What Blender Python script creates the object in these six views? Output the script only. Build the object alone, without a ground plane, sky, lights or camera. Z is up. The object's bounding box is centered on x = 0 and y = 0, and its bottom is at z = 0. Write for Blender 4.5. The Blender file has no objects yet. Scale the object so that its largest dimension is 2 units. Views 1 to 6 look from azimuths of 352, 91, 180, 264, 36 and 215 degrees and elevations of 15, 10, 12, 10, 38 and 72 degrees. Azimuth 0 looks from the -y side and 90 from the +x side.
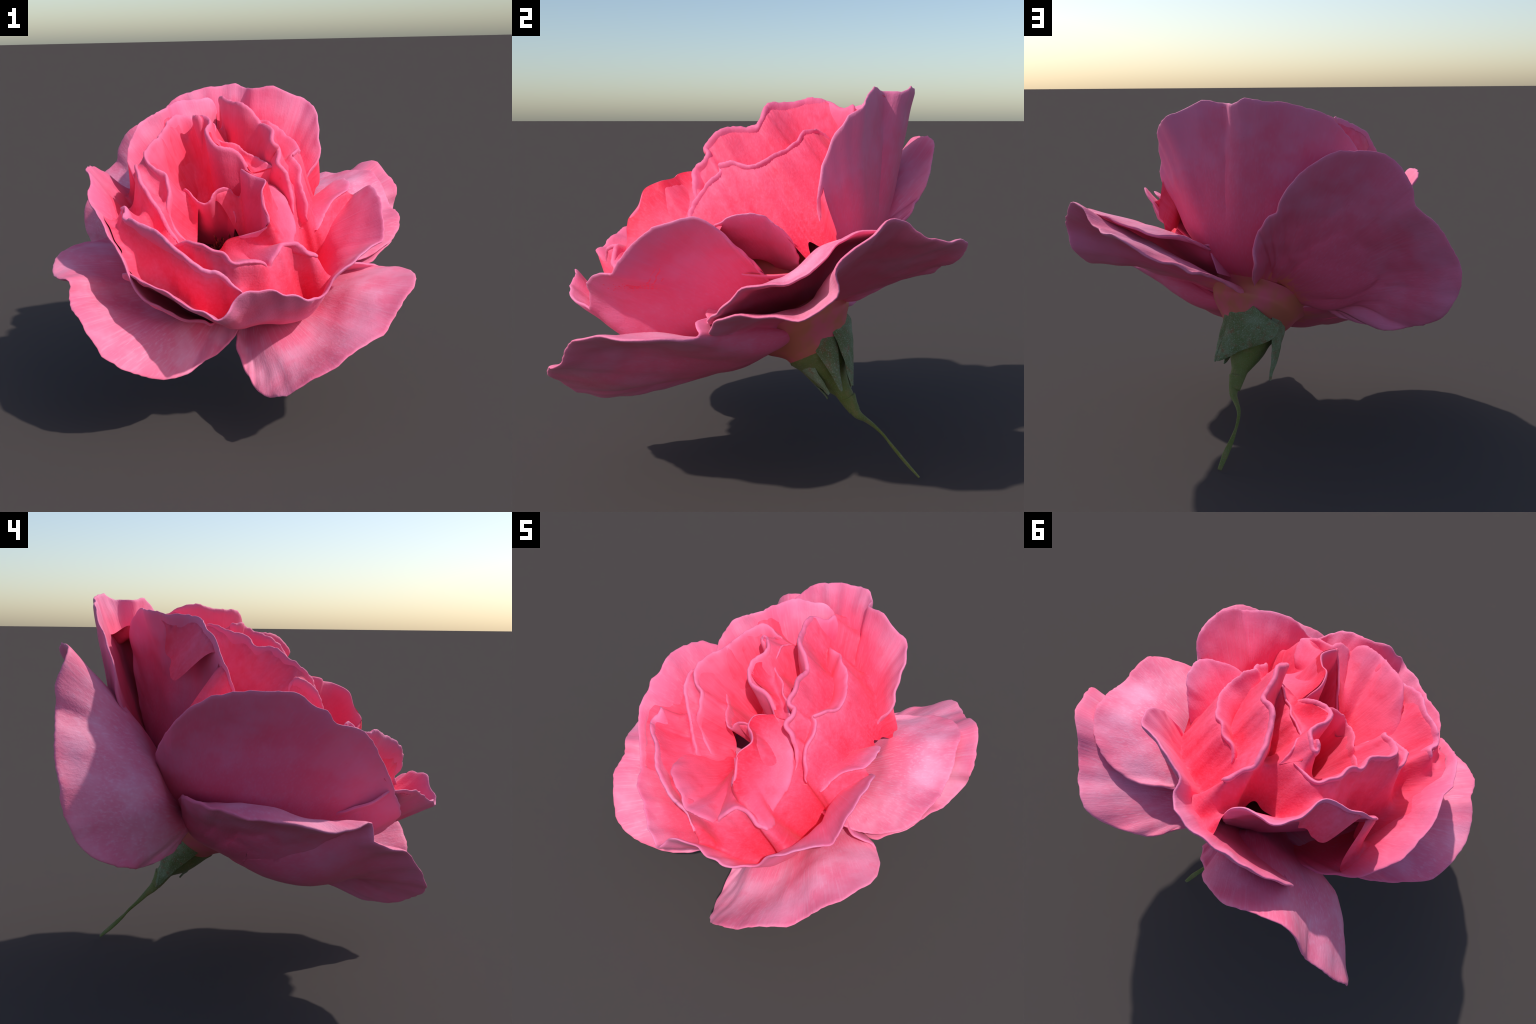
"""A full-blown pink rose lying on its bent, drying stalk, built petal by petal.

Every petal is a fan-shaped sheet: it starts on a small ring round the flower's
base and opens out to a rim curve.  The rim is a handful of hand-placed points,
the body between base and rim follows rules (belly, ruffle only near the rim,
rounded edge, fine nicks and veins)."""
import bpy, math, random
import numpy as np
from mathutils import Vector, noise

random.seed(7)
np.random.seed(7)
noise.seed_set(7)

AXIS = np.array((-0.22, -0.50, 0.80)); AXIS = AXIS / np.linalg.norm(AXIS)
BASE = np.array((0.06, 0.26, 0.67))            # where all petals join
HOLLOW = np.array((-0.13, -0.20, 1.02))         # the dark opening in the middle


# ----------------------------------------------------------------- helpers
def unit(v):
    v = np.asarray(v, float)
    return v / np.maximum(np.linalg.norm(v, axis=-1, keepdims=True), 1e-9)


def spline(points, n):
    """Centripetal Catmull-Rom through the points, resampled evenly to n points."""
    p = np.asarray(points, float)
    p = np.vstack([2 * p[0] - p[1], p, 2 * p[-1] - p[-2]])
    out = []
    for i in range(1, len(p) - 2):
        p0, p1, p2, p3 = p[i - 1:i + 3]
        k = [0.0]
        for a, b in ((p0, p1), (p1, p2), (p2, p3)):
            k.append(k[-1] + max(np.linalg.norm(b - a), 1e-6) ** 0.5)
        for t in np.linspace(k[1], k[2], 24, endpoint=False):
            a1 = (k[1] - t) / (k[1] - k[0]) * p0 + (t - k[0]) / (k[1] - k[0]) * p1
            a2 = (k[2] - t) / (k[2] - k[1]) * p1 + (t - k[1]) / (k[2] - k[1]) * p2
            a3 = (k[3] - t) / (k[3] - k[2]) * p2 + (t - k[2]) / (k[3] - k[2]) * p3
            b1 = (k[2] - t) / (k[2] - k[0]) * a1 + (t - k[0]) / (k[2] - k[0]) * a2
            b2 = (k[3] - t) / (k[3] - k[1]) * a2 + (t - k[1]) / (k[3] - k[1]) * a3
            out.append((k[2] - t) / (k[2] - k[1]) * b1 + (t - k[1]) / (k[2] - k[1]) * b2)
    out.append(p[-2])
    out = np.array(out)
    d = np.r_[0, np.cumsum(np.linalg.norm(np.diff(out, axis=0), axis=1))]
    t = np.linspace(0, d[-1], n)
    return np.stack([np.interp(t, d, out[:, i]) for i in range(3)], axis=1)


def soften(p, sigma):
    """Gaussian smoothing along a curve, ends held."""
    r = int(3 * sigma) + 1
    k = np.exp(-0.5 * (np.arange(-r, r + 1) / sigma) ** 2); k /= k.sum()
    pre = 2 * p[0] - p[1:r + 1][::-1]; post = 2 * p[-1] - p[-r - 1:-1][::-1]
    q = np.vstack([pre, p, post])
    return np.stack([np.convolve(q[:, i], k, mode="valid") for i in range(p.shape[1])], axis=1)


def grain(x, y, z):
    return noise.noise(Vector((x, y, z)))


def mesh_object(name, verts, faces, mats, slots, parent, smooth=True, attributes=None):
    me = bpy.data.meshes.new(name)
    me.from_pydata([tuple(v) for v in verts], [], faces)
    for m in mats:
        me.materials.append(m)
    me.polygons.foreach_set("material_index", slots)
    me.polygons.foreach_set("use_smooth", [smooth] * len(me.polygons))
    for key, values in (attributes or {}).items():
        a = me.attributes.new(key, "FLOAT", "POINT")
        a.data.foreach_set("value", np.asarray(values, dtype=np.float32))
    me.update()
    ob = bpy.data.objects.new(name, me)
    bpy.context.scene.collection.objects.link(ob)
    ob.parent = parent
    return ob


# --------------------------------------------------------------- materials
def srgb(r, g, b):
    f = lambda c: (c / 255 / 12.92) if c / 255 <= 0.04045 else ((c / 255 + 0.055) / 1.055) ** 2.4
    return (f(r), f(g), f(b), 1.0)


class Nodes:
    def __init__(self, name):
        self.mat = bpy.data.materials.new(name)
        self.mat.use_nodes = True
        self.t = self.mat.node_tree
        self.t.nodes.clear()

    def add(self, kind, **inputs):
        n = self.t.nodes.new(kind)
        for k, v in inputs.items():
            if hasattr(n, k) and k not in n.inputs:
                setattr(n, k, v)
                continue
            self.plug(n, k, v)
        return n

    def plug(self, n, key, v):
        s = n.inputs[key]
        if isinstance(v, bpy.types.NodeSocket):
            self.t.links.new(v, s)
        else:
            s.default_value = v

    def math(self, op, a, b=0.0, clamp=False):
        n = self.t.nodes.new("ShaderNodeMath"); n.operation = op; n.use_clamp = clamp
        self.plug(n, 0, a); self.plug(n, 1, b)
        return n.outputs[0]

    def mix(self, fac, a, b, mode="MIX"):
        n = self.t.nodes.new("ShaderNodeMix"); n.data_type = "RGBA"; n.blend_type = mode
        self.plug(n, 0, fac); self.plug(n, 6, a); self.plug(n, 7, b)
        return n.outputs[2]

    def step(self, x, lo, hi, a=0.0, b=1.0):
        n = self.t.nodes.new("ShaderNodeMapRange"); n.interpolation_type = "SMOOTHSTEP"
        self.plug(n, 0, x); self.plug(n, 1, lo); self.plug(n, 2, hi); self.plug(n, 3, a); self.plug(n, 4, b)
        return n.outputs[0]

    def noise(self, vector, scale, detail=3.0, rough=0.55):
        n = self.t.nodes.new("ShaderNodeTexNoise")
        self.plug(n, "Vector", vector); self.plug(n, "Scale", scale)
        self.plug(n, "Detail", detail); self.plug(n, "Roughness", rough)
        return n.outputs["Fac"]

    def value(self, name):
        n = self.t.nodes.new("ShaderNodeAttribute"); n.attribute_type = "GEOMETRY"; n.attribute_name = name
        return n.outputs["Fac"]

    def finish(self, colour, rough=0.6, bump=None, strength=0.2, distance=0.01, specular=0.3, sheen=0.0):
        b = self.add("ShaderNodeBsdfPrincipled")
        self.plug(b, "Base Color", colour); self.plug(b, "Roughness", rough)
        self.plug(b, "Specular IOR Level", specular); self.plug(b, "Sheen Weight", sheen)
        if bump is not None:
            n = self.add("ShaderNodeBump", Strength=strength, Distance=distance, Height=bump)
            self.plug(b, "Normal", n.outputs[0])
        o = self.add("ShaderNodeOutputMaterial")
        self.t.links.new(b.outputs[0], o.inputs[0])
        return self.mat


def petal_material(name, heart, body, pale, rim, claw, pale_at=(0.35, 0.8), streak=0.35):
    """Colour runs from the claw (yellow-orange foot) through heart and body to the rim;
    pale patches and veins radiate from the flower's base."""
    m = Nodes(name)
    reach, across = m.value("reach"), m.value("across")
    tc = m.add("ShaderNodeTexCoord")
    obj = tc.outputs["Object"]
    off = m.add("ShaderNodeVectorMath", operation="SUBTRACT"); m.plug(off, 0, obj); m.plug(off, 1, tuple(BASE))
    nrm = m.add("ShaderNodeVectorMath", operation="NORMALIZE"); m.plug(nrm, 0, off.outputs[0])
    ray = nrm.outputs[0]
    veins = m.noise(ray, 34.0, 2.0, 0.6)
    fine = m.noise(ray, 90.0, 2.0, 0.6)
    cloud = m.noise(obj, 4.2, 3.0, 0.55)
    blot = m.noise(obj, 11.0, 3.0, 0.6)
    speck = m.noise(obj, 95.0, 2.0, 0.6)
    wob = m.math("ADD", reach, m.math("MULTIPLY", m.math("SUBTRACT", veins, 0.5), 0.28))
    wob = m.math("ADD", wob, m.math("MULTIPLY", m.math("SUBTRACT", cloud, 0.5), 0.35))
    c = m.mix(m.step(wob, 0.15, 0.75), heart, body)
    palemask = m.math("MULTIPLY", m.step(wob, pale_at[0], pale_at[1]), m.step(cloud, 0.36, 0.66), clamp=True)
    c = m.mix(m.math("MULTIPLY", palemask, 0.6), c, pale)
    vein_mask = m.math("MULTIPLY", m.step(fine, 0.45, 0.8), streak)
    c = m.mix(vein_mask, c, pale)
    c = m.mix(m.math("MULTIPLY", m.step(blot, 0.52, 0.78), 0.35), c, heart)
    rim_mask = m.step(m.math("ADD", reach, m.math("MULTIPLY", m.math("SUBTRACT", blot, 0.5), 0.12)), 0.80, 1.05)
    c = m.mix(m.math("MULTIPLY", rim_mask, 0.5), c, rim)
    c = m.mix(m.step(wob, 0.16, 0.02), c, claw)
    spots = m.math("MULTIPLY", m.step(speck, 0.70, 0.80), 0.22)
    c = m.mix(spots, c, srgb(196, 62, 92))
    bump = m.math("ADD", m.math("MULTIPLY", fine, 0.5), m.math("MULTIPLY", speck, 0.35))
    bump = m.math("ADD", bump, m.math("MULTIPLY", blot, 0.9))
    return m.finish(c, 0.62, bump, 0.22, 0.012, 0.25, 0.05)


CORAL, RED = srgb(253, 80, 112), srgb(240, 38, 70)
PINK, ROSE = srgb(250, 106, 146), srgb(236, 88, 128)
BLUSH, LILAC = srgb(252, 164, 198), srgb(240, 138, 182)
FOOT = srgb(238, 122, 92)
MATS = {
    "heart": petal_material("heart_petal_face", RED, srgb(252, 92, 128), srgb(252, 128, 166), srgb(249, 130, 172), srgb(246, 70, 84), (0.7, 1.05), 0.16),
    "cup": petal_material("cup_petal_face", CORAL, srgb(252, 100, 140), BLUSH, LILAC, FOOT, (0.7, 1.1), 0.2),
    "guard": petal_material("guard_petal_face", PINK, srgb(248, 128, 164), srgb(252, 180, 212), PINK, FOOT, (0.35, 0.8), 0.55),
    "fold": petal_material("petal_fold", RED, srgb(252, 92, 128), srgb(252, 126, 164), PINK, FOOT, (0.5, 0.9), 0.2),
    "claw_face": petal_material("claw_petal_face", srgb(250, 128, 100), srgb(252, 112, 124), srgb(252, 130, 150), CORAL, FOOT, (0.6, 1.0), 0.2),
    "back": petal_material("petal_back", ROSE, srgb(236, 100, 140), srgb(228, 136, 178), LILAC, FOOT, (0.4, 0.9), 0.25),
    "heart_back": petal_material("heart_petal_back", srgb(236, 52, 88), srgb(242, 80, 120), PINK, LILAC, FOOT, (0.7, 1.1), 0.12),
}


def plain(name, a, b, scale, rough):
    m = Nodes(name)
    n = m.noise(m.add("ShaderNodeTexCoord").outputs["Object"], scale)
    return m.finish(m.mix(m.step(n, 0.35, 0.65), a, b), rough, n, 0.3, 0.006)


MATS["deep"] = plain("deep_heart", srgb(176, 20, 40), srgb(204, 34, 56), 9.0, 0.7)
MATS["claw"] = plain("petal_claw", srgb(206, 112, 92), srgb(226, 100, 122), 7.0, 0.65)
MATS["stamen"] = plain("stamen_brown", srgb(92, 22, 26), srgb(150, 52, 44), 60.0, 0.7)


# ------------------------------------------------------------------ petals
SHEETS = []          # middle surfaces of the petals of the bloom, used for the folds between them
def petal(name, rim, parent, face="cup", back="back", ring=0.10, foot=0.0, root=None, spread=0.4, start=None, belly=0.10,
          belly_dir=None, belly_at=0.8, pins=(), pin_size=(0.16, 0.22), hold=3.0, ruffle=0.014, nick=0.006, thick=0.014, seed=0,
          n=132, rows=34, soft=7.0, inner=True, pad=0.0):
    """rim: control points of the rim, from one side of the claw round to the other.
    belly: how far the body sags outward between claw and rim (belly_at shifts it toward the claw when < 1).
    hold: the larger, the nearer to the rim its small waves stay.
    The claw line is a ring on the flower's base (ring, foot), a shrunken copy of the rim about a root
    point (root, spread) or a line of its own (start).  pins: places the body has to pass through."""
    edge = spline(rim, n)
    calm = soften(edge, soft)
    wide = soften(edge, soft * 2.2)
    s = np.linspace(0, 1, n)
    base_mid = BASE + AXIS * foot
    rel = wide - base_mid
    flat = unit(rel - (rel @ AXIS)[:, None] * AXIS)
    ring_foot = start is None and root is None
    if start is not None:
        start = spline(start, n)
    elif root is not None:
        very = soften(edge, soft * 3)
        start = np.array(root) + spread * (very - very.mean(0)) * np.array((1, 1, 0.6))
    else:
        start = base_mid + ring * flat
    if belly_dir is None:
        mid = unit(flat.mean(0))
        out = unit(0.75 * flat + 0.25 * mid - 0.55 * AXIS)
    else:
        out = np.tile(unit(belly_dir), (n, 1))
    side = np.sin(np.pi * s) ** 0.6
    # rows: even over the body, crowded at the rim for a rounded edge
    length = np.median(np.linalg.norm(edge - start, axis=1))
    lip = min(0.06, 1.3 * thick / length)
    t = np.r_[np.linspace(0, 1 - lip, rows), 1 - lip * (1 - np.sin(np.linspace(0, 1, 6)[1:] * np.pi / 2))]
    T = t[:, None, None]
    body = T
    grid = start[None] * (1 - body) + calm[None] * body
    grid += (edge - calm)[None] * (T ** hold)
    prof = np.sin(np.pi * t ** belly_at)[:, None]
    belly = np.interp(s, np.linspace(0, 1, len(belly)), belly) if hasattr(belly, "__len__") else np.full(n, belly)
    grid += out[None] * (prof * (belly * side)[None])[..., None]
    for _ in range(3):
        for q in np.asarray(pins, float).reshape(-1, 3):
            d = np.linalg.norm(grid - q, axis=2)
            d[t > 0.88] = 9
            i, j = np.unravel_index(d.argmin(), d.shape)
            w = np.exp(-0.5 * (((s[None] - s[j]) / pin_size[0]) ** 2 + ((t[:, None] - t[i]) / pin_size[1]) ** 2))
            w = w * (1 - t[:, None] ** 6)
            grid += (q - grid[i, j]) * (w / w[i, j])[..., None]

    def normals(g):
        du = np.gradient(g, axis=1); dv = np.gradient(g, axis=0)
        return unit(np.cross(du, dv))
    nn = normals(grid)
    aim = BASE + AXIS * 1.1 - grid
    if (nn * aim).sum() < 0:
        nn = -nn
        flip = True
    else:
        flip = False
    # ruffles, dents and nicks
    lift = np.zeros(grid.shape[:2]); push = np.zeros(n)
    for j in range(n):
        q = edge[j]
        push[j] = nick * (grain(q[0] * 34 + seed, q[1] * 34, q[2] * 34) + 0.6 * grain(q[0] * 80, q[1] * 80 + seed, q[2] * 80))
    for i in range(len(t)):
        near = t[i] ** 4
        for j in range(0, n):
            p = grid[i, j]
            a = grain(p[0] * 3.6 + seed * 3.1, p[1] * 3.6, p[2] * 3.6) * 0.014
            a += grain(p[0] * 11 + seed, p[1] * 11, p[2] * 11) * 0.006
            a += near * ruffle * grain(edge[j][0] * 13 + seed * 1.7, edge[j][1] * 13, edge[j][2] * 13)
            lift[i, j] = a * min(1.0, 3 * t[i])
    grid = grid + nn * lift[..., None]
    grow = unit(grid[-1] - grid[-10])
    grid += grow[None] * (push[None, :, None] * (T ** 12))
    nn = normals(grid)
    if flip:
        nn = -nn
    # thickness: even over the body, a quarter circle at the rim, thin at the sides
    round_off = np.sqrt(np.clip(1 - ((t - (1 - lip)) / lip).clip(0, 1) ** 2, 0, 1))
    if not ring_foot:
        round_off = round_off * np.clip(t * 12, 0.02, 1) ** 0.5
    sides = np.sqrt(np.clip(np.minimum(s, 1 - s) * 14, 0, 1))
    h = 0.5 * thick * round_off[:, None] * sides[None]
    cushion = pad * (np.sin(np.pi * t ** 0.7)[:, None] * np.sin(np.pi * s)[None]) ** 1.2    # fleshier underside
    up, down = grid + nn * h[..., None], grid - nn * (h + cushion)[..., None]
    R = len(t)
    verts = np.vstack([up.reshape(-1, 3), down[:-1].reshape(-1, 3)])
    if inner:
        SHEETS.append(grid)
    tone = t if (start is None or ring_foot) else 0.3 + 0.7 * t
    reach = np.r_[np.repeat(tone, n), np.repeat(tone[:-1], n)]
    across = np.r_[np.tile(s, R), np.tile(s, R - 1)]
    top = lambda i, j: i * n + j
    low = lambda i, j: (R * n + i * n + j) if i < R - 1 else i * n + j
    faces, slots = [], []
    for i in range(R - 1):
        for j in range(n - 1):
            a = (top(i, j), top(i, j + 1), top(i + 1, j + 1), top(i + 1, j))
            b = (low(i, j), low(i + 1, j), low(i + 1, j + 1), low(i, j + 1))
            if flip:
                a, b = a[::-1], b[::-1]
            faces += [a, b]; slots += [0, 1]
    return mesh_object(name, verts, faces, [MATS[face], MATS[back]], slots, parent,
                       attributes={"reach": reach, "across": across})


rose = bpy.data.objects.new("rose_flower", None)
bpy.context.scene.collection.objects.link(rose)
rose["label"] = "full-blown ruffled pink rose on a thin bent green stalk"
rose["category"] = "rose flower"


def P(seed, rim, **k):
    petal("petal", rim, rose, seed=seed, **k)


# --- guard petals -----------------------------------------------------------
# front left, spread flat, hanging at its front corner
P(1, [(-.16, .34, .76), (-.36, .36, .86), (-.642, .333, .914), (-.83, .232, .912), (-.955, .115, .91), (-.993, -.04, .888),
      (-.996, -.16, .862), (-.955, -.285, .862), (-.898, -.36, .855), (-.892, -.372, .828), (-.90, -.376, .797), (-.896, -.427, .762),
      (-.864, -.511, .736), (-.779, -.61, .606), (-.723, -.65, .543), (-.581, -.645, .461), (-.463, -.569, .39),
      (-.368, -.499, .369), (-.27, -.44, .395), (-.16, -.36, .43), (-.07, -.28, .475), (-.02, -.10, .52)],
  face="guard", inner=False, belly=-0.02, belly_dir=(-.1, .1, -1), ring=.13, foot=.03, pins=[(-.883, -.126, .878), (-.60, -.22, .67), (-.56, .08, .865), (-.46, -.40, .61), (-.76, -.32, .74)], pin_size=(.09, .16), pad=.18)
# front right, long tongue drooping to the left
P(2, [(.28, .10, .70), (.46, -.08, .80), (.622, -.187, .828), (.726, -.169, .799), (.808, -.245, .794), (.859, -.363, .821), (.848, -.485, .826),
      (.80, -.60, .809), (.70, -.69, .733), (.65, -.72, .667), (.598, -.775, .625), (.553, -.80, .612), (.448, -.83, .575),
      (.35, -.864, .527), (.175, -.842, .411), (.101, -.784, .343), (.048, -.695, .31), (.014, -.62, .30),
      (-.02, -.51, .325), (-.042, -.42, .37), (-.058, -.33, .43), (-.055, -.27, .47), (0, -.1, .52)],
  face="guard", inner=False, belly=0.03, belly_dir=(0, .2, -1), ring=.12, pins=[(.312, -.415, .526), (.327, -.55, .503), (.385, -.406, .589), (.55, -.474, .729), (.14, -.43, .49), (.16, -.60, .41)], pin_size=(.09, .16), pad=.08)
# right, lower layer with a rolled outer edge
P(3, [(.13, .48, .80), (.24, .657, .92), (.305, .756, .96), (.41, .816, 1.015), (.51, .847, 1.06), (.596, .861, 1.133), (.654, .832, 1.152),
      (.735, .75, 1.168), (.787, .677, 1.183), (.864, .578, 1.247), (.926, .517, 1.26), (.963, .438, 1.198), (.994, .365, 1.159),
      (1.0, .325, 1.11), (.98, .33, 1.01), (.93, .22, .92), (.885, .059, .902), (.875, -.017, .898), (.834, -.074, .877),
      (.769, -.11, .841), (.70, -.13, .80), (.5, -.02, .75), (.26, .12, .68)],
  face="guard", inner=False, belly=0.02, belly_dir=(0, 0, 1), ring=.12, foot=.04)
# right, upper pale layer
P(4, [(.22, .40, .98), (.387, .546, 1.101), (.509, .602, 1.128), (.639, .614, 1.165), (.744, .581, 1.193), (.822, .521, 1.203), (.87, .438, 1.214),
      (.88, .372, 1.199), (.908, .297, 1.138), (.915, .232, 1.07), (.922, .163, 1.04), (.926, .111, 1.036), (.92, .013, 1.018),
      (.873, -.066, .94), (.80, -.108, .889), (.74, -.13, .86), (.58, -.15, .82), (.42, -.16, .82), (.28, -.02, .76)],
  face="guard", inner=False, belly=0.0, belly_dir=(0, 0, 1), ring=.13, foot=.08, pins=[(.70, .22, 1.065), (.50, .05, .87), (.42, .44, 1.07)], pin_size=(.14, .22))
# back left, hanging behind, its lower edge curled in
P(5, [(.06, .50, .84), (.052, .66, .98), (.045, .673, 1.087), (.026, .69, 1.149), (-.004, .743, 1.198), (-.026, .751, 1.225), (-.06, .777, 1.248),
      (-.077, .81, 1.309), (-.11, .829, 1.363), (-.175, .851, 1.444), (-.255, .865, 1.501), (-.32, .851, 1.526), (-.375, .829, 1.527),
      (-.457, .815, 1.522), (-.573, .811, 1.475), (-.62, .83, 1.417), (-.647, .841, 1.358), (-.66, .84, 1.287), (-.695, .833, 1.263),
      (-.786, .829, 1.173), (-.86, .814, 1.04), (-.89, .79, .926), (-.868, .75, .815), (-.83, .69, .735),
      (-.775, .625, .685), (-.70, .56, .648), (-.617, .53, .622), (-.528, .455, .625), (-.415, .39, .635), (-.30, .34, .68), (-.12, .32, .68)],
  face="guard", inner=False, belly=-0.04, belly_dir=(.3, .8, -.4), ring=.16, foot=.10, pad=.15, pins=[(-.61, .62, 1.12), (-.60, .48, .93)], pin_size=(.12, .2))
# tall back petal with a pinched notch in its rim
P(6, [(.24, .46, .90), (.30, .41, 1.05), (.40, .31, 1.165), (.47, .285, 1.265), (.514, .283, 1.348), (.521, .314, 1.463), (.52, .353, 1.557),
      (.513, .392, 1.607), (.457, .457, 1.663), (.383, .476, 1.692), (.285, .51, 1.738), (.207, .549, 1.728), (.168, .572, 1.724),
      (.15, .64, 1.722), (.11, .695, 1.735), (.077, .706, 1.751), (.002, .723, 1.736), (-.097, .72, 1.73), (-.163, .718, 1.714),
      (-.273, .717, 1.677), (-.35, .69, 1.61), (-.42, .655, 1.52), (-.45, .63, 1.42), (-.42, .61, 1.30), (-.33, .57, 1.18), (-.20, .52, 1.0), (-.10, .45, .86)],
  belly=0.08, ring=.14, foot=.08, hold=2.4, soft=9.0, pins=[(.36, .44, 1.42), (.15, .53, 1.44), (-.05, .67, 1.56)], pin_size=(.11, .2), pad=.07)
# left big bowl
P(7, [(-.12, .42, .84), (-.30, .46, .95), (-.484, .45, 1.099), (-.64, .396, 1.213), (-.70, .348, 1.263), (-.77, .245, 1.337), (-.785, .142, 1.364), (-.798, -.004, 1.36),
      (-.785, -.093, 1.348), (-.776, -.154, 1.296), (-.784, -.196, 1.288), (-.778, -.238, 1.241), (-.741, -.357, 1.197), (-.684, -.442, 1.094),
      (-.617, -.506, .992), (-.60, -.53, .93), (-.545, -.575, .845), (-.42, -.58, .745), (-.22, -.44, .62), (-.06, -.10, .56)],
  belly=(.04, .10, .14, .14), belly_at=.65, ring=.16, foot=.04, pins=[(-.65, -.05, 1.14), (-.52, -.11, .80), (-.53, .17, .93), (-.54, -.47, .81)], pin_size=(.12, .16))
# left back, standing
P(8, [(.02, .50, 1.05), (-.02, .565, 1.45), (-.05, .568, 1.615), (-.09, .53, 1.676), (-.16, .505, 1.672), (-.27, .49, 1.672), (-.33, .42, 1.652), (-.345, .36, 1.652),
      (-.376, .285, 1.64), (-.442, .25, 1.611), (-.52, .215, 1.555), (-.552, .195, 1.50), (-.58, .17, 1.43), (-.578, .145, 1.345), (-.52, .16, 1.20), (-.38, .22, 1.05)],
  belly=-0.03, root=(-.20, .38, 1.0), spread=.45)
# --- front bowl ---------------------------------------------------------------
P(9, [(-.45, -.16, .78), (-.625, -.43, .88), (-.627, -.492, .918), (-.596, -.532, .927), (-.514, -.655, .915), (-.441, -.695, .886), (-.387, -.735, .859),
      (-.344, -.768, .837), (-.279, -.813, .823), (-.236, -.833, .794), (-.204, -.849, .783), (-.165, -.86, .815), (-.127, -.842, .864),
      (-.086, -.848, .902), (.004, -.816, .901), (.124, -.82, .862), (.172, -.811, .853), (.247, -.763, .814), (.31, -.69, .80),
      (.36, -.67, .85), (.432, -.664, .934), (.55, -.60, .995), (.64, -.53, 1.02), (.667, -.505, 1.025), (.674, -.487, 1.058), (.687, -.445, 1.113),
      (.697, -.381, 1.17), (.696, -.313, 1.216), (.684, -.165, 1.24), (.60, -.05, 1.14), (.46, .06, 1.0), (.28, .16, .84)],
  belly=(.16, .17, .18, .18, .12, .0, -.06), ring=.15, foot=.03, n=200, soft=10.0, pins=[(.49, -.42, .93), (.48, -.20, .99)], pin_size=(.07, .2))
# right inner petal behind the front bowl
P(10, [(.40, -.20, 1.02), (.50, -.15, 1.16), (.585, -.10, 1.21), (.608, -.06, 1.235), (.60, .03, 1.25), (.586, .068, 1.237), (.555, .106, 1.209), (.507, .165, 1.153), (.462, .205, 1.086), (.34, .22, .98)],
  belly=-0.02, root=(.27, .03, 1.0), spread=.45)
# big right petal of the heart
P(11, [(.10, .36, 1.36), (.075, .365, 1.50), (.098, .31, 1.557), (.206, .253, 1.558), (.307, .158, 1.485), (.338, .097, 1.456), (.348, .02, 1.42), (.32, -.059, 1.437),
       (.274, -.128, 1.421), (.289, -.122, 1.39), (.318, -.163, 1.349), (.308, -.213, 1.287), (.33, -.25, 1.2), (.34, -.24, 1.08)],
  face="heart", back="heart_back", belly=0.0, root=(.17, .10, 1.06), spread=.55, hold=2.2, pins=[(.227, .007, 1.331)], thick=.023)
# floor between the heart and the tall back petal: the petals' yellow-orange claws
P(26, [(.30, -.22, 1.04), (.42, -.10, 1.0), (.45, .06, .985), (.43, .24, .99), (.36, .42, 1.02), (.22, .48, 1.06), (.08, .50, 1.12)],
  start=[(.16, -.10, 1.04), (.18, .02, 1.03), (.19, .12, 1.02), (.17, .22, 1.02), (.12, .30, 1.04), (.05, .34, 1.08)],
  face="claw_face", back="back", belly=0.06, belly_dir=(0, 0, -1), nick=0, ruffle=0)
# --- heart ----------------------------------------------------------------------
P(12, [(.05, .47, 1.50), (.02, .458, 1.672), (.004, .417, 1.655), (-.044, .35, 1.688), (-.052, .30, 1.702), (-.045, .27, 1.704), (-.018, .20, 1.686),
       (.012, .14, 1.68), (.03, .095, 1.684), (.08, .062, 1.655), (.115, .052, 1.61), (.15, .031, 1.572), (.158, -.089, 1.574), (.179, -.151, 1.546),
       (.179, -.188, 1.498), (.205, -.174, 1.47), (.211, -.192, 1.437), (.19, -.24, 1.40), (.23, -.24, 1.34), (.255, -.23, 1.24), (.27, -.24, 1.12)],
  face="heart", back="heart_back", belly=0.0, root=(.07, .12, 1.26), spread=.65, hold=2.0, thick=.026)
P(13, [(-.156, .207, 1.58), (-.195, .214, 1.588), (-.299, .228, 1.614), (-.35, .15, 1.59), (-.374, .05, 1.55), (-.40, .025, 1.52), (-.412, -.037, 1.522), (-.47, -.095, 1.478),
       (-.486, -.142, 1.445), (-.442, -.2, 1.39), (-.39, -.221, 1.355), (-.39, -.25, 1.29), (-.396, -.266, 1.196), (-.37, -.255, 1.1), (-.30, -.27, 1.0)],
  face="heart", back="heart_back", belly=0.04, root=(-.23, .0, 1.04), spread=.65, hold=2.2, thick=.023)
P(14, [(-.46, -.02, 1.15), (-.502, -.09, 1.249), (-.531, -.10, 1.33), (-.538, -.11, 1.398), (-.538, -.187, 1.364), (-.526, -.219, 1.327), (-.488, -.253, 1.252),
       (-.44, -.28, 1.19), (-.39, -.31, 1.1), (-.34, -.34, 1.02)],
  face="heart", back="heart_back", belly=0.03, root=(-.34, -.13, 1.0), spread=.7, thick=.023)
P(15, [(-.50, -.12, 1.0), (-.60, -.28, 1.12), (-.625, -.31, 1.17), (-.618, -.297, 1.217), (-.592, -.325, 1.224), (-.606, -.389, 1.185), (-.569, -.458, 1.182), (-.511, -.491, 1.165), (-.46, -.536, 1.142), (-.405, -.61, 1.096),
       (-.345, -.637, 1.051), (-.233, -.663, .967), (-.187, -.67, .963), (-.118, -.673, .896), (-.067, -.70, .851)],
  belly=0.05, root=(-.27, -.33, .86), spread=.6, thick=.023)
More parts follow.
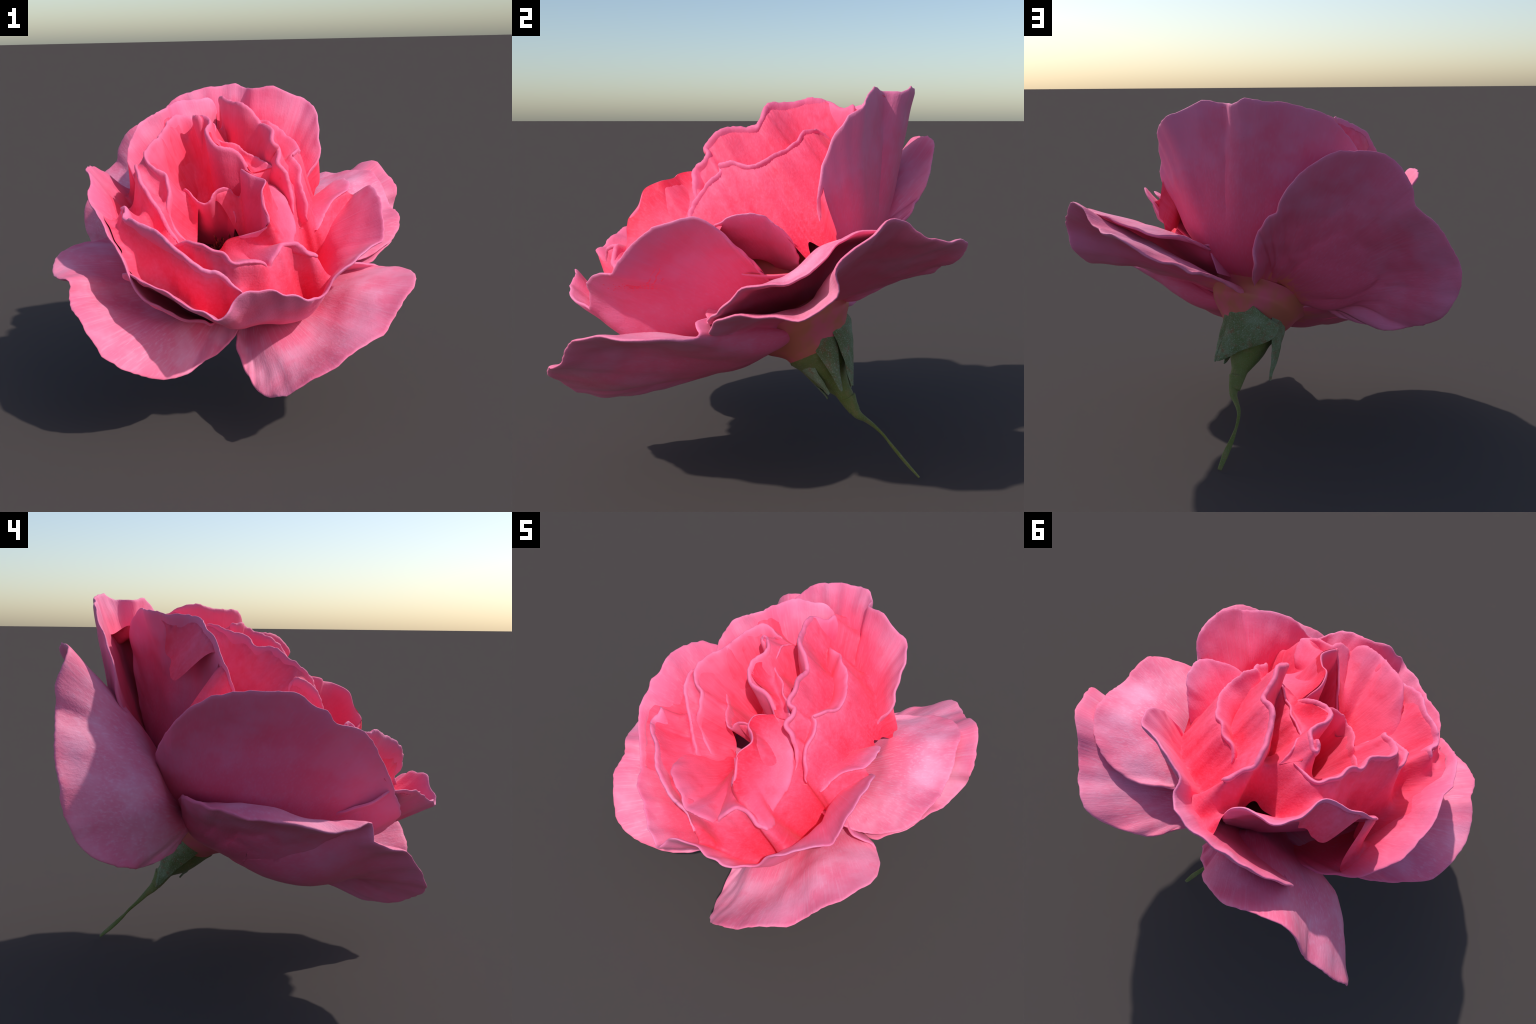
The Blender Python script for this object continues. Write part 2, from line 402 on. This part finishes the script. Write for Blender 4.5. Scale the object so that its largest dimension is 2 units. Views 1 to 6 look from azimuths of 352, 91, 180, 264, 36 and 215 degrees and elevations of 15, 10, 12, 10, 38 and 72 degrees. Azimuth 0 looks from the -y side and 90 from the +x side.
# fold that spills forward from the hollow's front lip
P(16, [(-.40, -.40, 1.03), (-.33, -.55, 1.07), (-.283, -.615, 1.085), (-.161, -.675, 1.058), (-.097, -.713, 1.013), (-.006, -.72, 1.023), (.04, -.70, .985), (.067, -.66, .955), (.08, -.66, .99), (.115, -.646, 1.044),
       (.147, -.594, 1.058), (.212, -.584, 1.059), (.279, -.59, .998), (.322, -.562, .98), (.30, -.47, .94), (.235, -.41, .92), (.235, -.35, .97), (.265, -.29, 1.07), (.22, -.20, 1.20), (.12, -.13, 1.28)],
  start=[(-.36, -.22, 1.0), (-.291, -.12, .96), (-.251, -.13, .935), (-.136, -.255, .951), (-.094, -.306, 1.018), (-.015, -.409, 1.067), (.058, -.518, 1.117), (.089, -.55, 1.155), (.067, -.505, 1.225), (.067, -.478, 1.294),
         (.098, -.40, 1.334), (.056, -.345, 1.346), (.021, -.325, 1.363), (.002, -.252, 1.372), (.04, -.14, 1.34)],
  face="heart", back="heart_back", belly=0.06, belly_dir=(-.3, .4, -1), hold=2.0, thick=.024, n=200)
P(17, [(-.291, -.10, .955), (-.251, -.12, .935), (-.136, -.255, .951), (-.094, -.306, 1.018), (-.015, -.409, 1.067), (.058, -.518, 1.117), (.089, -.55, 1.155), (.067, -.505, 1.225), (.067, -.478, 1.294),
       (.098, -.40, 1.334), (.056, -.345, 1.346), (.021, -.325, 1.363), (.002, -.252, 1.372), (.02, -.18, 1.352), (.04, -.13, 1.32)],
  start=[(-.26, -.10, .80), (-.22, -.16, .80), (-.14, -.25, .80), (-.06, -.32, .84), (0, -.38, .88), (.05, -.42, .95), (.07, -.40, 1.0), (.06, -.33, 1.0), (.04, -.26, 1.0), (.02, -.20, 1.0), (.04, -.14, 1.1)],
  face="heart_back", back="heart", belly=0.0, hold=2.0, thick=.018, n=180, ruffle=0.0, nick=0.0)
P(18, [(-.16, .14, 1.56), (-.19, .068, 1.62), (-.213, .115, 1.618), (-.15, .073, 1.616), (-.135, .015, 1.585), (-.161, -.058, 1.557), (-.158, -.102, 1.526), (-.114, -.12, 1.488), (-.035, -.125, 1.465),
       (.005, -.125, 1.43), (.03, -.13, 1.38), (.04, -.13, 1.30)],
  face="heart_back", back="heart", belly=0.0, root=(-.06, .10, 1.08), spread=.9, hold=2.0, thick=.026)
# shelf between that petal and the tall wavy ridge
P(22, [(-.10, .24, 1.54), (-.11, .15, 1.57), (-.10, .10, 1.56), (-.085, .055, 1.49), (-.01, .01, 1.47), (.05, -.05, 1.43), (.11, -.10, 1.40), (.18, -.16, 1.36)],
  start=[(-.18, .18, 1.58), (-.19, .10, 1.60), (-.14, .05, 1.585), (-.155, -.05, 1.545), (-.15, -.09, 1.515), (-.10, -.11, 1.475), (-.03, -.115, 1.445), (.01, -.12, 1.40), (.06, -.14, 1.33)],
  face="heart", back="heart_back", belly=0.09, belly_dir=AXIS * -1, thick=.012)
P(20, [(-.36, -.02, 1.15), (-.375, -.03, 1.25), (-.34, -.068, 1.255), (-.315, -.091, 1.238), (-.287, -.128, 1.257), (-.262, -.181, 1.229), (-.22, -.209, 1.2), (-.195, -.218, 1.194), (-.164, -.236, 1.216),
       (-.135, -.222, 1.267), (-.07, -.209, 1.265), (-.056, -.183, 1.2), (-.03, -.16, 1.08)],
  face="heart", back="heart_back", belly=0.0, root=(-.15, .08, .90), spread=.7, hold=2.5)


def smooth_border(W, faces, keep, rounds=14):
    """Evens out the stepped border of a raster mesh."""
    count = {}
    for f in faces:
        for a, b in zip(f, f[1:] + f[:1]):
            e = (min(a, b), max(a, b)); count[e] = count.get(e, 0) + 1
    near = {}
    for (a, b), c in count.items():
        if c == 1:
            near.setdefault(a, []).append(b); near.setdefault(b, []).append(a)
    ids = [a for a in near if len(near[a]) == 2]
    i0 = np.array([keep[a] for a in ids]); i1 = np.array([keep[near[a][0]] for a in ids]); i2 = np.array([keep[near[a][1]] for a in ids])
    W = W.copy()
    for _ in range(rounds):
        W[i0] = 0.5 * W[i0] + 0.25 * (W[i1] + W[i2])
    return W


# --- folds: where petals stand close together their flesh meets in a rounded valley.
# Seen along the flower's axis, a paraboloid is rolled over the petal sheets; where it
# cannot reach down, the valley floor is the underside of the paraboloid.
def folds(cell=0.008, sink=0.006, bridge=0.11):
    u = unit(np.cross(AXIS, (0, 0, 1.0))); v = np.cross(AXIS, u)
    pts = []
    for g in SHEETS:
        m = 0.5 * (g[:-1] + g[1:])
        g2 = np.concatenate([g.reshape(-1, 3), m.reshape(-1, 3), (0.5 * (g[:, :-1] + g[:, 1:])).reshape(-1, 3), (0.5 * (m[:, :-1] + m[:, 1:])).reshape(-1, 3)])
        pts.append(g2)
    pts = np.concatenate(pts) - BASE
    a, b, h = pts @ u, pts @ v, pts @ AXIS
    a0, b0 = a.min() - 0.05, b.min() - 0.05
    na, nb = int((a.max() - a0 + 0.05) / cell), int((b.max() - b0 + 0.05) / cell)
    low = -3.0
    H = np.full((na, nb), low)
    np.maximum.at(H, (((a - a0) / cell).astype(int), ((b - b0) / cell).astype(int)), h)

    def roll(F, sign, steep):
        for axis in (0, 1):
            n = F.shape[axis]
            d = steep * ((np.arange(n)[:, None] - np.arange(n)[None]) * cell) ** 2
            G = np.moveaxis(F, axis, 0)
            out = np.empty_like(G)
            for i in range(n):
                out[i] = (G - d[i][:, None]).max(0) if sign > 0 else (G + d[i][:, None]).min(0)
            F = np.moveaxis(out, 0, axis)
        return F
    # how tight each valley is: wide and shallow on the left, deep on the right
    tight = [(-.50, -.10, 16), (-.38, .20, 15), (-.65, -.1, 20), (.50, -.35, 25), (.10, -.72, 60), (-.35, -.60, 100), (-.20, -.62, 100), (-.48, -.38, 18),
             (.37, .05, 400), (.35, .15, 400), (.34, -.10, 300), (.32, .24, 200), (.2, .4, 90), (.45, .2, 200), (.17, -.30, 400), (.22, -.15, 300), (.17, -.08, 200),
             (.10, .17, 300), (.12, .0, 90), (-.02, .04, 200), (-.12, -.2, 60), (-.17, .10, 18), (-.08, .29, 20), (.0, .48, 30),
             (-.54, .30, 50), (-.46, .36, 119), (-.28, .54, 119), (-.38, .50, 119), (-.15, .55, 119), (-.36, .40, 400)]
    levels = [15.0, 30.0, 60.0, 120.0, 240.0, 480.0]
    stack = np.array([roll(roll(H, 1, k), -1, k) for k in levels])
    ia, ib = np.meshgrid(np.arange(na), np.arange(nb), indexing="ij")
    W0 = BASE + (a0 + (ia + 0.5) * cell)[..., None] * u + (b0 + (ib + 0.5) * cell)[..., None] * v + np.clip(stack[0], 0.2, 2)[..., None] * AXIS
    wsum, ksum = 0, 0
    for x, y, k in tight:
        w = 1 / ((W0[..., 0] - x) ** 2 + (W0[..., 1] - y) ** 2 + 0.004) ** 1.5
        wsum = wsum + w; ksum = ksum + w * math.log2(k / levels[0])
    lev = np.clip(ksum / wsum, 0, len(levels) - 1 - 1e-6)
    i0 = lev.astype(int)
    F = np.take_along_axis(stack, i0[None], 0)[0] * (1 - lev + i0) + np.take_along_axis(stack, i0[None] + 1, 0)[0] * (lev - i0)
    for _ in range(3):                       # iron out the raster
        P_ = np.pad(F, 1, mode="edge")
        F = (4 * F + P_[:-2, 1:-1] + P_[2:, 1:-1] + P_[1:-1, :-2] + P_[1:-1, 2:]) / 8
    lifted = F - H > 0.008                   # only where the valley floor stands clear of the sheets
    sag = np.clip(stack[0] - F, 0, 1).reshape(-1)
    F = F - sink
    W = BASE + (a0 + (ia + 0.5) * cell)[..., None] * u + (b0 + (ib + 0.5) * cell)[..., None] * v + F[..., None] * AXIS
    W = W.reshape(-1, 3)
    # only inside the outline of the bloom: bridge its gaps, then step back from its border
    M = (H > low + 1).astype(float)
    def grow_mask(M, r):
        for axis in (0, 1):
            m = np.moveaxis(M, axis, 0); out = m.copy()
            for k in range(1, r + 1):
                out[k:] = np.maximum(out[k:], m[:-k]); out[:-k] = np.maximum(out[:-k], m[k:])
            M = np.moveaxis(out, 0, axis)
        return M
    r = int(bridge / cell)
    M = np.pad(M, r + 8)
    M = 1 - grow_mask(1 - grow_mask(M, r), r + 2)
    M = M[r + 8:-r - 8, r + 8:-r - 8]
    ok = (F > 0.05) & (M > 0.5) & (grow_mask(lifted.astype(float), 10) > 0.5)
    ok &= ~((W[:, 0] < -.06) & (W[:, 1] > .44 - .12 * (W[:, 0] + .3)) & (W[:, 2] > 1.2)).reshape(na, nb)      # open slot between the back petals
    clear = np.clip((F - H) / 0.03, 0, 1).reshape(-1)
    # the open hollow at the heart
    ca = a0 + (np.arange(na) + 0.5) * cell - (HOLLOW - BASE) @ u; cb = b0 + (np.arange(nb) + 0.5) * cell - (HOLLOW - BASE) @ v
    ok &= (ca[:, None] / 0.13) ** 2 + (cb[None] / 0.10) ** 2 > 1
    for i in range(na):
        for j in range(nb):
            if ok[i, j]:
                k = i * nb + j
                W[k] += clear[k] * AXIS * (0.012 * grain(*(W[k] * 5)) + 0.005 * grain(*(W[k] * 13)))
    faces, used = [], {}
    def vid(k):
        return used.setdefault(k, len(used))
    for i in range(na - 1):
        for j in range(nb - 1):
            q = F[i:i + 2, j:j + 2]
            if ok[i:i + 2, j:j + 2].all() and q.max() - q.min() < 0.6:
                faces.append(tuple(vid(k) for k in (i * nb + j, (i + 1) * nb + j, (i + 1) * nb + j + 1, i * nb + j + 1)))
    keep = sorted(used, key=used.get)
    W = smooth_border(W, faces, keep)
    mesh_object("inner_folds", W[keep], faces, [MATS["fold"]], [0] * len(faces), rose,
                attributes={"reach": np.clip(0.62 - 0.9 * sag[keep], 0.32, 0.62), "across": [0.5] * len(keep)})  # deeper valleys get a lower reach value, so a redder crimson tone


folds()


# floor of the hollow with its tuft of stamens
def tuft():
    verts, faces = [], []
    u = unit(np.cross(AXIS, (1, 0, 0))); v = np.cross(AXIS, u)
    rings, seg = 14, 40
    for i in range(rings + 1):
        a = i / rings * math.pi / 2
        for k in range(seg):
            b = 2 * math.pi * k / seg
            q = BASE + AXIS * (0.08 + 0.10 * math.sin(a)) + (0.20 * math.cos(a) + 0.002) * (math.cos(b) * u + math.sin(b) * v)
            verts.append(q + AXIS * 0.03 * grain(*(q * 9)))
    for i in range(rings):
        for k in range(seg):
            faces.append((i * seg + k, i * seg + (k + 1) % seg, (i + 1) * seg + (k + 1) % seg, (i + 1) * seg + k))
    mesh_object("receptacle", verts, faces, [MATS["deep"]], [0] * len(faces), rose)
    rnd = random.Random(5)
    verts, faces = [], []
    mid = HOLLOW + np.array((.05, .06, -.16))
    for _ in range(70):
        a, r = rnd.uniform(0, 2 * math.pi), 0.07 * math.sqrt(rnd.random())
        p0 = mid + r * (math.cos(a) * u + math.sin(a) * v)
        d = unit(AXIS + 0.5 * (math.cos(a) * u + math.sin(a) * v) * rnd.random() + np.array([rnd.uniform(-.2, .2) for _ in range(3)]))
        L = rnd.uniform(.06, .13)
        b0 = len(verts)
        for i in range(7):
            t = i / 6
            w = 0.003 if i < 5 else (0.007 if i == 5 else 0.002)
            c = p0 + d * L * t + 0.012 * math.sin(2 * t + a) * u
            for k in range(6):
                e = k * math.pi / 3
                verts.append(c + w * (math.cos(e) * u + math.sin(e) * v))
        for i in range(6):
            for k in range(6):
                faces.append((b0 + i * 6 + k, b0 + i * 6 + (k + 1) % 6, b0 + (i + 1) * 6 + (k + 1) % 6, b0 + (i + 1) * 6 + k))
        faces.append(tuple(b0 + 36 + k for k in range(6)))
    ob = mesh_object("stamens", verts, faces, [MATS["stamen"]], [0] * len(faces), rose)
    ob["kind"] = "stuff"


tuft()

# ------------------------------------------------------- stalk, hip, sepals
def green(name, a, b, c, hair):
    m = Nodes(name)
    tc = m.add("ShaderNodeTexCoord").outputs["Object"]
    big, mid, small = m.noise(tc, 9.0), m.noise(tc, 38.0), m.noise(tc, 190.0, 2.0)
    col = m.mix(m.step(big, 0.35, 0.68), a, b)
    col = m.mix(m.math("MULTIPLY", m.step(mid, 0.48, 0.72), 0.6), col, c)
    col = m.mix(m.math("MULTIPLY", m.step(small, 0.5, 0.75), hair), col, srgb(178, 190, 172))
    return m.finish(col, 0.7, small, 0.35, 0.006, 0.2, 0.1)


LEAF = green("sepal_green", srgb(104, 116, 74), srgb(132, 142, 112), srgb(140, 92, 66), 0.5)
STALK = green("stalk_green", srgb(104, 112, 52), srgb(118, 122, 70), srgb(136, 118, 74), 0.15)


def tube(name, spine, radii, flatten, mat, twist=0.0, sides=20, n=60):
    c = spline(spine, n)
    r = np.interp(np.linspace(0, 1, n), np.linspace(0, 1, len(radii)), radii)
    fl = np.interp(np.linspace(0, 1, n), np.linspace(0, 1, len(flatten)), flatten)
    tang = unit(np.gradient(c, axis=0))
    ref = np.array((1.0, .35, 0.1))
    verts, faces = [], []
    for i in range(n):
        u = unit(ref - (ref @ tang[i]) * tang[i]); v = np.cross(tang[i], u)
        a0 = twist * i / n
        u, v = u * math.cos(a0) + v * math.sin(a0), v * math.cos(a0) - u * math.sin(a0)
        for k in range(sides):
            a = 2 * math.pi * k / sides
            w = 1 + 0.10 * grain(c[i][0] * 14 + math.cos(a), c[i][1] * 14 + math.sin(a), c[i][2] * 14)
            verts.append(c[i] + r[i] * w * (math.cos(a) * u + fl[i] * math.sin(a) * v))
    for i in range(n - 1):
        for k in range(sides):
            k2 = (k + 1) % sides
            faces.append((i * sides + k, i * sides + k2, (i + 1) * sides + k2, (i + 1) * sides + k))
    faces.append(tuple(range(sides))[::-1]); faces.append(tuple((n - 1) * sides + k for k in range(sides)))
    return mesh_object(name, verts, faces, [mat], [0] * len(faces), rose)


tube("stalk", [(.226, .767, .008), (.20, .715, .06), (.165, .655, .125), (.145, .61, .178), (.14, .565, .22), (.155, .525, .255), (.17, .487, .285), (.155, .44, .36)],
     [.010, .016, .013, .007, .009, .015, .026, .042], [.45, .4, .5, .8, .8, .7, .8, .9], STALK, twist=0.6)
tube("hip", [(.165, .475, .30), (.145, .43, .37), (.11, .36, .46), (.085, .31, .56), (.065, .275, .64)],
     [.028, .045, .09, .14, .12], [.9, .9, .95, 1, 1], STALK, sides=32)


tube("petal_cup", [(.10, .34, .52), (.085, .31, .57), (.06, .26, .65), (.035, .21, .73)], [.11, .16, .23, .27], [.95, .95, .95, .95], MATS["claw"], sides=48)


def sepal(tip, root, width, lift, seed):
    """A pointed leaflet folded back along the hip, from root down to tip."""
    tip, root = np.array(tip), np.array(root)
    n, k = 40, 17
    along = unit(tip - root)
    mid = (tip + root) / 2
    foot = np.array((.085, .31, .56))
    outward = mid - foot; outward = unit(outward - (outward @ along) * along)
    cross = np.cross(along, outward)
    verts, faces, R = [], [], []
    for side in (1, -1):
        for i in range(n):
            t = i / (n - 1)
            w = width * (1 - t) ** 0.75 * (0.85 + 0.5 * math.sin(math.pi * min(1, t * 1.4)) * (1 - t)) + 0.004
            c = root + (tip - root) * t + outward * (lift * math.sin(math.pi * t) + 0.03 * t * t)
            for j in range(k):
                a = (j / (k - 1) - 0.5) * 2
                q = c + cross * w * a - outward * (0.35 * w * a * a) + outward * 0.006 * grain(c[0] * 20 + a * 2, c[1] * 20 + seed, c[2] * 20)
                edge = math.sqrt(max(0.0, 1 - a * a))
                verts.append(q + outward * side * 0.004 * edge)
    m = n * k
    for i in range(n - 1):
        for j in range(k - 1):
            a = i * k + j
            faces.append((a, a + 1, a + k + 1, a + k)); faces.append((m + a, m + a + k, m + a + k + 1, m + a + 1))
    mesh_object("sepal", verts, faces, [LEAF], [0] * len(faces), rose)


sepal((.242, .428, .442), (.04, .45, .71), .14, .01, 1)
sepal((.012, .46, .35), (-.10, .31, .67), .10, .015, 2)
sepal((.24, .40, .42), (.20, .32, .69), .055, .01, 3)
sepal((.20, .37, .41), (.15, .13, .60), .075, .0, 4)
sepal((.14, .37, .37), (-.01, .13, .55), .075, .0, 5)
